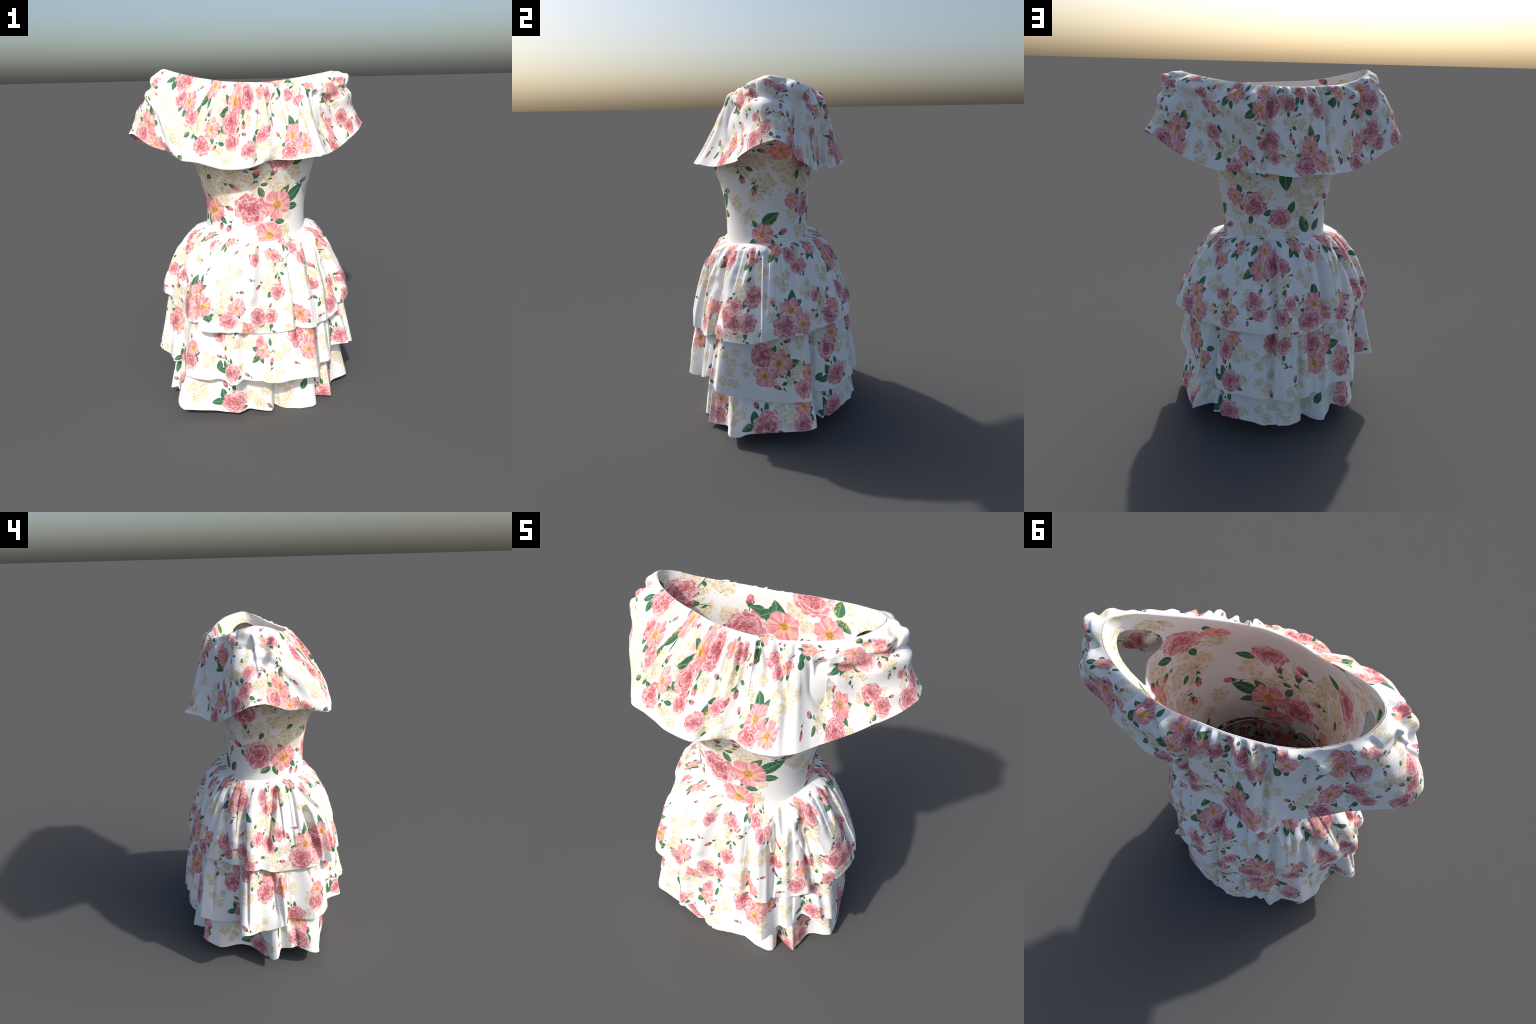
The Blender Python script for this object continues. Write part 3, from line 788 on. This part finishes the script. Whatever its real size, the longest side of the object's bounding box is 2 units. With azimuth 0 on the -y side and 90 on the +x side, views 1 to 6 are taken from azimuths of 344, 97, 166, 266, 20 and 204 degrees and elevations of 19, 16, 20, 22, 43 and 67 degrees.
# where the bouquets fall on the cloth: bouquet, mm along, mm down, turn, size in percent
PLACES = {
    "bodice": (
        ("A", 447, 747, -55, 195), ("P", 539, 507, -60, 215), ("b", 395, 535, 0, 230), ("b", 266, 603, -110, 190), ("Y", 228, 554, 0, 210), ("Y", 146, 683, 60, 200),
        ("P", 195, 460, -30, 230), ("o", 142, 771, 0, 150), ("Y", 550, 815, 0, 140), ("b", 242, 848, 160, 190), ("Y", 895, 493, 0, 300), ("Y", 979, 508, 60, 300),
        ("E", 1097, 504, 0, 210), ("b", 872, 598, 170, 200), ("Y", 813, 699, 0, 220), ("l", 950, 778, -60, 200), ("E", 1165, 777, 0, 190), ("o", 903, 866, 0, 150),
        ("b", 1004, 862, -60, 200), ("P", 1394, 815, 0, 200), ("Y", 1216, 605, 0, 240), ("l", 1350, 587, 180, 200), ("Y", 1456, 656, 0, 230), ("Y", 1423, 738, 40, 150),
        ("l", 1469, 841, 20, 170), ("l", 1555, 854, -30, 130), ("P", 1741, 502, 0, 230), ("Y", 4, 617, 0, 260), ("Y", 74, 648, 60, 260), ("Y", 173, 596, 40, 200),
        ("b", 1673, 587, 10, 200), ("b", 1630, 709, 60, 200), ("T", 33, 768, -90, 200), ("Y", 1507, 670, 80, 190), ("b", 186, 846, 160, 180), ("E", 789, 349, 0, 190),
        ("Y", 893, 100, 60, 220), ("b", 888, 215, 20, 220), ("Y", 873, 393, 0, 230), ("b", 976, 343, -60, 200), ("Y", 229, 621, 90, 200), ("Y", 79, 299, 60, 220),
        ("P", 5, 131, 0, 180), ("Y", 446, 483, 0, 180), ("T", 1411, 295, 90, 200), ("T", 1164, 170, 160, 200), ("l", 1412, 240, 60, 200), ("l", 1351, 218, 0, 200),
        ("Y", 1584, 198, 60, 220), ("b", 1656, 122, 200, 220), ("Y", 1705, 62, 0, 180), ("Y", 1712, 127, 0, 200), ("b", 1655, 187, -60, 200), ("Y", 1020, 98, 60, 220),
        ("b", 1468, 200, 0, 220),
    ),
    "ruffle_collar": (
        ("D", 246, 11, 0, 90), ("C", 324, 51, 0, 100), ("D", 503, 12, 0, 100), ("A", 706, 47, 125, 95), ("E", 888, 106, 0, 100), ("D", 1011, 10, 0, 70),
        ("C", 1129, 147, 0, 100), ("D", 1285, 100, 0, 95), ("A", 1510, 207, 125, 95), ("Y", 239, 146, 0, 100), ("Y", 340, 134, 40, 100), ("Y", 565, 70, 0, 100),
        ("Y", 999, 219, 0, 110), ("Y", 1191, 307, 70, 100), ("P", 438, 137, 0, 100), ("Y", 378, 217, 0, 110), ("F", 507, 188, 0, 100), ("G", 656, 158, -22, 100),
        ("P", 783, 267, 0, 110), ("P", 838, 199, 90, 90), ("A", 1016, 366, 0, 100), ("F", 1404, 422, 0, 100), ("G", 1610, 394, 0, 90), ("Y", 629, 249, 0, 110),
        ("Y", 869, 360, 0, 90), ("E", 1606, 129, 0, 100), ("G", 1779, 416, 98, 105), ("P", 1763, 330, 0, 70), ("E", 1876, 173, 0, 110), ("b", 1906, 343, 60, 100),
        ("b", 1836, 326, 100, 100), ("Y", 1885, 374, -60, 100), ("D", 2072, 41, 0, 90), ("C", 2223, 156, 0, 105), ("D", 2380, 64, 0, 105), ("A", 2575, 109, 125, 100),
        ("E", 2725, 152, 0, 105), ("D", 2826, 70, 0, 80), ("C", 2946, 144, 0, 105), ("D", 3129, 97, 0, 105), ("A", 3361, 179, 125, 105), ("E", 3502, 121, 0, 90),
        ("Y", 2046, 299, 0, 115), ("Y", 2181, 322, 40, 115), ("Y", 2445, 201, 0, 115), ("Y", 2842, 228, 0, 115), ("Y", 3033, 285, 60, 115), ("Y", 3497, 267, 0, 90),
        ("A", 2013, 434, -8, 100), ("P", 2280, 349, 0, 115), ("Y", 2209, 424, 0, 115), ("F", 2394, 413, 0, 105), ("G", 2632, 316, -22, 100), ("P", 2570, 268, 90, 90),
        ("A", 2846, 378, 0, 105), ("F", 3232, 403, 0, 105), ("Y", 2706, 355, 0, 80), ("G", 3391, 363, 0, 105), ("P", 3594, 285, 180, 110), ("G", 3574, 405, 98, 110),
        ("Y", 3702, 381, 0, 110), ("A", 108, 393, 0, 110), ("E", 77, 140, 0, 100), ("Y", 678, 85, 0, 100), ("Y", 324, 221, 0, 110), ("b", 3695, 315, 160, 100),
        ("b", 1332, 168, -60, 110), ("l", 1235, 184, 0, 100), ("E", 1659, 201, 0, 100), ("Y", 1134, 299, 90, 100), ("b", 719, 143, 180, 120), ("l", 989, 99, 180, 100),
        ("E", 288, 384, 30, 85), ("P", 684, 434, 28, 85), ("D", 472, 417, 13, 85), ("Y", 3019, 38, 328, 85), ("b", 213, 261, 265, 85), ("Y", 1889, 32, 328, 85),
        ("b", 1976, 112, 160, 85), ("l", 2682, 47, 293, 85), ("b", 1242, 423, 168, 85), ("b", 1423, 107, 180, 85), ("Y", 1718, 89, 87, 85), ("b", 3245, 121, 165, 85),
        ("b", 1399, 258, 112, 85), ("b", 3193, 247, 162, 85), ("Y", 3607, 26, 231, 85), ("Y", 2525, 422, 200, 85), ("b", 3409, 64, 111, 85), ("Y", 2994, 418, 289, 85),
        ("b", 93, 256, 315, 85), ("b", 1118, 29, 133, 85), ("b", 48, 24, 97, 85), ("Y", 3635, 171, 198, 85), ("l", 394, 334, 337, 85), ("b", 1496, 327, 26, 85),
        ("Y", 2228, 38, 203, 85), ("l", 1529, 39, 150, 85), ("Y", 2332, 170, 189, 85), ("b", 3121, 393, 147, 85),
    ),
    "upper_skirt_tier": (
        ("C", 26, 154, 0, 100), ("D", 238, 48, 0, 80), ("P", 387, 91, 0, 80), ("D", 539, 34, 0, 90), ("P", 780, 94, 125, 100), ("E", 949, 150, 0, 95),
        ("D", 1079, 39, 0, 80), ("C", 1194, 114, 0, 105), ("A", 1557, 121, 125, 90), ("Y", 302, 200, 0, 100), ("Y", 634, 218, 90, 100), ("Y", 1176, 262, 0, 100),
        ("Y", 1355, 223, 0, 100), ("A", 385, 399, 0, 105), ("F", 625, 446, 0, 105), ("P", 917, 293, 150, 110), ("G", 855, 459, 60, 105), ("o", 746, 540, 0, 80),
        ("Y", 1025, 430, 0, 90), ("o", 1112, 475, 0, 90), ("F", 1400, 439, 0, 100), ("Y", 91, 427, 0, 80), ("Y", 107, 534, 0, 90), ("Y", 1020, 534, 0, 90),
        ("Y", 575, 283, 0, 120), ("Y", 1215, 274, 30, 100), ("P", 1303, 309, 60, 90), ("P", 1544, 415, 0, 90), ("G", 1688, 393, 100, 100), ("o", 1613, 518, 0, 80),
        ("Y", 1741, 253, 0, 100), ("b", 1028, 179, 100, 110), ("Y", 896, 281, 60, 110), ("l", 264, 45, -30, 110), ("D", 1792, 118, 0, 90), ("P", 1782, 305, 170, 130),
        ("D", 1998, 64, 0, 105), ("C", 2152, 145, 0, 110), ("Y", 2020, 253, 0, 125), ("A", 2056, 461, 0, 110), ("G", 1753, 449, 55, 115), ("Y", 2223, 324, 60, 100),
        ("P", 2292, 380, 0, 90), ("Y", 2245, 470, 0, 110), ("F", 2331, 472, 0, 90), ("D", 2319, 93, 0, 90), ("G", 2514, 409, 0, 100), ("Y", 1484, 500, 0, 100),
        ("Y", 2359, 255, 90, 100), ("A", 2550, 175, 125, 115), ("E", 2698, 204, 0, 100), ("D", 2840, 58, 0, 105), ("P", 2975, 139, 0, 110), ("D", 3164, 69, 0, 95),
        ("Y", 2860, 249, 0, 120), ("Y", 2182, 321, 0, 110), ("Y", 3161, 236, 60, 100), ("P", 2707, 372, 180, 100), ("P", 2697, 488, -60, 110), ("A", 2891, 451, 0, 110),
        ("F", 3097, 466, 0, 100), ("G", 3307, 457, 0, 95), ("Y", 2478, 372, 90, 110), ("Y", 2703, 266, 90, 110), ("A", 3350, 155, 125, 105), ("P", 127, 112, 0, 95),
        ("A", 262, 454, 0, 115), ("P", 3508, 349, 165, 110), ("P", 71, 319, 170, 100), ("G", 3459, 497, 0, 100), ("P", 34, 440, -60, 110), ("Y", 3269, 407, 90, 100),
        ("Y", 3122, 244, 90, 110), ("Y", 3582, 247, 90, 110), ("b", 207, 310, 265, 85), ("b", 1879, 507, 143, 85), ("l", 499, 481, 296, 85), ("b", 775, 245, 85, 85),
        ("b", 2831, 358, 165, 85), ("Y", 1925, 352, 80, 85), ("b", 3478, 86, 323, 85), ("Y", 1351, 34, 114, 85), ("b", 440, 226, 6, 85), ("Y", 2531, 34, 103, 85),
        ("Y", 1071, 328, 255, 85), ("Y", 1551, 254, 57, 85), ("b", 1310, 515, 91, 85), ("Y", 1875, 200, 88, 85), ("l", 2684, 46, 52, 85), ("Y", 3392, 349, 256, 85),
        ("b", 683, 331, 237, 85), ("b", 2603, 328, 98, 85), ("b", 2989, 348, 164, 85), ("b", 626, 101, 313, 85), ("b", 47, 29, 97, 85), ("b", 1693, 49, 113, 85),
        ("l", 2443, 98, 176, 85), ("b", 1179, 383, 278, 85), ("l", 2211, 43, 36, 85), ("Y", 3271, 263, 83, 85), ("l", 3459, 244, 245, 85), ("b", 1472, 44, 51, 85),
        ("b", 3270, 42, 12, 85),
    ),
    "middle_skirt_tier": (
        ("A", 39, 297, 0, 115), ("T", 376, 432, 0, 105), ("P", 605, 300, 0, 110), ("Y", 662, 325, 60, 110), ("Y", 782, 327, 70, 110), ("D", 887, 385, 0, 100),
        ("l", 568, 479, 0, 100), ("Q", 668, 501, 0, 95), ("b", 796, 543, 60, 110), ("b", 941, 466, 0, 130), ("Y", 947, 538, 0, 120), ("A", 1186, 322, -53, 115),
        ("Y", 998, 382, 80, 120), ("Y", 1425, 439, 80, 110), ("Q", 1618, 502, 0, 105), ("Y", 496, 443, 80, 100), ("b", 578, 425, 80, 110), ("o", 1300, 338, 0, 110),
        ("Y", 1805, 340, 0, 130), ("Y", 1804, 472, 40, 120), ("A", 2047, 344, -85, 125), ("F", 2241, 451, 0, 110), ("F", 2508, 281, 0, 115), ("Q", 2567, 493, 0, 110),
        ("Y", 2737, 353, 90, 110), ("b", 2108, 490, 70, 130), ("P", 1676, 330, 0, 100), ("G", 2857, 256, 55, 120), ("Y", 2621, 333, 60, 110), ("Y", 2779, 480, 0, 125),
        ("b", 2819, 564, 30, 110), ("Y", 2970, 524, 0, 110), ("b", 2972, 465, 0, 130), ("Y", 3036, 249, 80, 110), ("A", 3157, 315, -85, 125), ("T", 3334, 439, 0, 110),
        ("Y", 3327, 256, 0, 120), ("Q", 3699, 495, 0, 95), ("b", 2926, 379, 70, 120), ("Y", 3031, 389, 90, 100), ("F", 3621, 258, 0, 120), ("P", 3857, 223, 0, 110),
        ("Y", 3518, 420, 0, 120), ("Y", 3825, 344, 80, 110), ("b", 3826, 538, 50, 130), ("Q", 231, 543, 0, 95), ("Y", 3924, 538, 0, 110), ("Y", 3068, 407, 90, 110),
        ("Y", 3319, 419, 0, 120), ("Y", 373, 245, 172, 85), ("Y", 1244, 475, 210, 85), ("Y", 2227, 228, 220, 85), ("Y", 205, 369, 132, 85), ("l", 2337, 363, 240, 85),
        ("Y", 1557, 203, 125, 85), ("b", 1910, 200, 94, 85), ("l", 1545, 382, 31, 85), ("l", 499, 236, 240, 85), ("Y", 3459, 311, 347, 85), ("Y", 1071, 220, 237, 85),
        ("b", 48, 434, 156, 85), ("b", 1110, 472, 76, 85), ("l", 2442, 480, 317, 85), ("Y", 192, 228, 118, 85), ("Y", 3189, 467, 300, 85), ("b", 2613, 199, 300, 85),
        ("b", 873, 202, 37, 85), ("Y", 1921, 397, 207, 85),
    ),
    "lower_skirt_tier": (
        ("l", 108, 877, 160, 110), ("b", 114, 966, 60, 120), ("Q", 717, 954, 0, 120), ("Y", 477, 880, 0, 140), ("Y", 872, 932, 0, 150), ("b", 951, 997, 40, 120),
        ("Y", 1140, 872, 0, 130), ("l", 1255, 866, -40, 100), ("Y", 1105, 984, 0, 120), ("Y", 1522, 862, 60, 120), ("Q", 1513, 1008, 0, 110), ("Y", 1794, 865, 0, 130),
        ("T", 1628, 914, 0, 125), ("Y", 1854, 894, 80, 140), ("Q", 2051, 975, 0, 125), ("Y", 2165, 922, 0, 150), ("T", 2261, 940, 0, 120), ("Q", 2645, 981, 0, 120),
        ("Y", 2417, 906, 80, 130), ("Y", 2863, 944, 0, 130), ("Y", 2988, 950, 0, 120), ("Y", 3184, 923, 80, 120), ("l", 3297, 883, -40, 110), ("T", 3535, 946, 0, 115),
        ("Y", 3747, 907, 0, 150), ("Q", 3950, 970, 0, 120), ("T", 283, 908, 0, 130), ("Y", 188, 844, 80, 120), ("Y", 482, 916, 80, 120), ("Y", 343, 785, 288, 85),
        ("b", 2336, 755, 155, 85), ("Y", 1922, 769, 264, 85), ("Y", 2073, 827, 211, 85), ("l", 2794, 797, 0, 85), ("Y", 3906, 799, 113, 85), ("b", 3525, 757, 305, 85),
        ("Y", 789, 773, 268, 85), ("b", 3696, 779, 306, 85), ("b", 3170, 746, 132, 85), ("b", 1400, 809, 173, 85), ("l", 1018, 838, 123, 85), ("b", 590, 795, 122, 85),
        ("b", 2160, 737, 23, 85), ("l", 1626, 792, 253, 85), ("Y", 3071, 841, 282, 85), ("Y", 2582, 819, 128, 85), ("Y", 928, 745, 143, 85), ("l", 79, 747, 340, 85),
        ("Y", 1369, 944, 321, 85), ("Y", 2945, 741, 231, 85), ("Y", 3388, 800, 268, 85), ("Y", 1202, 752, 147, 85), ("l", 474, 738, 319, 85),
    ),
}


def meridian(P):
    seg = np.linalg.norm(np.diff(P, axis=0), axis=2).mean(axis=1)
    return np.concatenate([[0], np.cumsum(seg)])


dress = bpy.data.objects.new("floral_dress", None)
bpy.context.scene.collection.objects.link(dress)
dress["label"] = "white off-shoulder dress with rose print, ruffle collar, tiered skirt"
dress["category"] = "dress"

bodice_P, bodice_V = bodice_surface()
upper_P, _ = tier_upper()
middle_P, _ = tier_under(upper_P, HEM_MIDDLE_R, HEM_MIDDLE_Z, 0.84, 0.035, 70, CREASES_MIDDLE, 21)
waist = torso(np.full(len(ANG), 1.05))          # the lowest tier hangs from the waist as an underskirt
waist_r = np.hypot(waist[:, 0], waist[:, 1]) - 0.008
lower_P, _ = tier_under(middle_P, HEM_LOWER_R, HEM_LOWER_Z, 1.05, 0, 90, CREASES_LOWER, 33, 0.62, waist_r)
ruffle_P, _ = ruffle_surface(bodice_P)
bodice_P, bodice_cut = arm_holes(bodice_P)

PARTS = {}
for name, P, V, row in (("bodice", bodice_P, bodice_V, 26), ("ruffle_collar", ruffle_P, None, -1), ("upper_skirt_tier", upper_P, None, -1),
                        ("middle_skirt_tier", middle_P, None, -1), ("lower_skirt_tier", lower_P, None, -1)):
    V = meridian(P) if V is None else V
    PARTS[name] = cloth(name, P, V, dress, u_row=row, cut=bodice_cut if name == "bodice" else None, kind="skirt_tier" if "tier" in name else name)
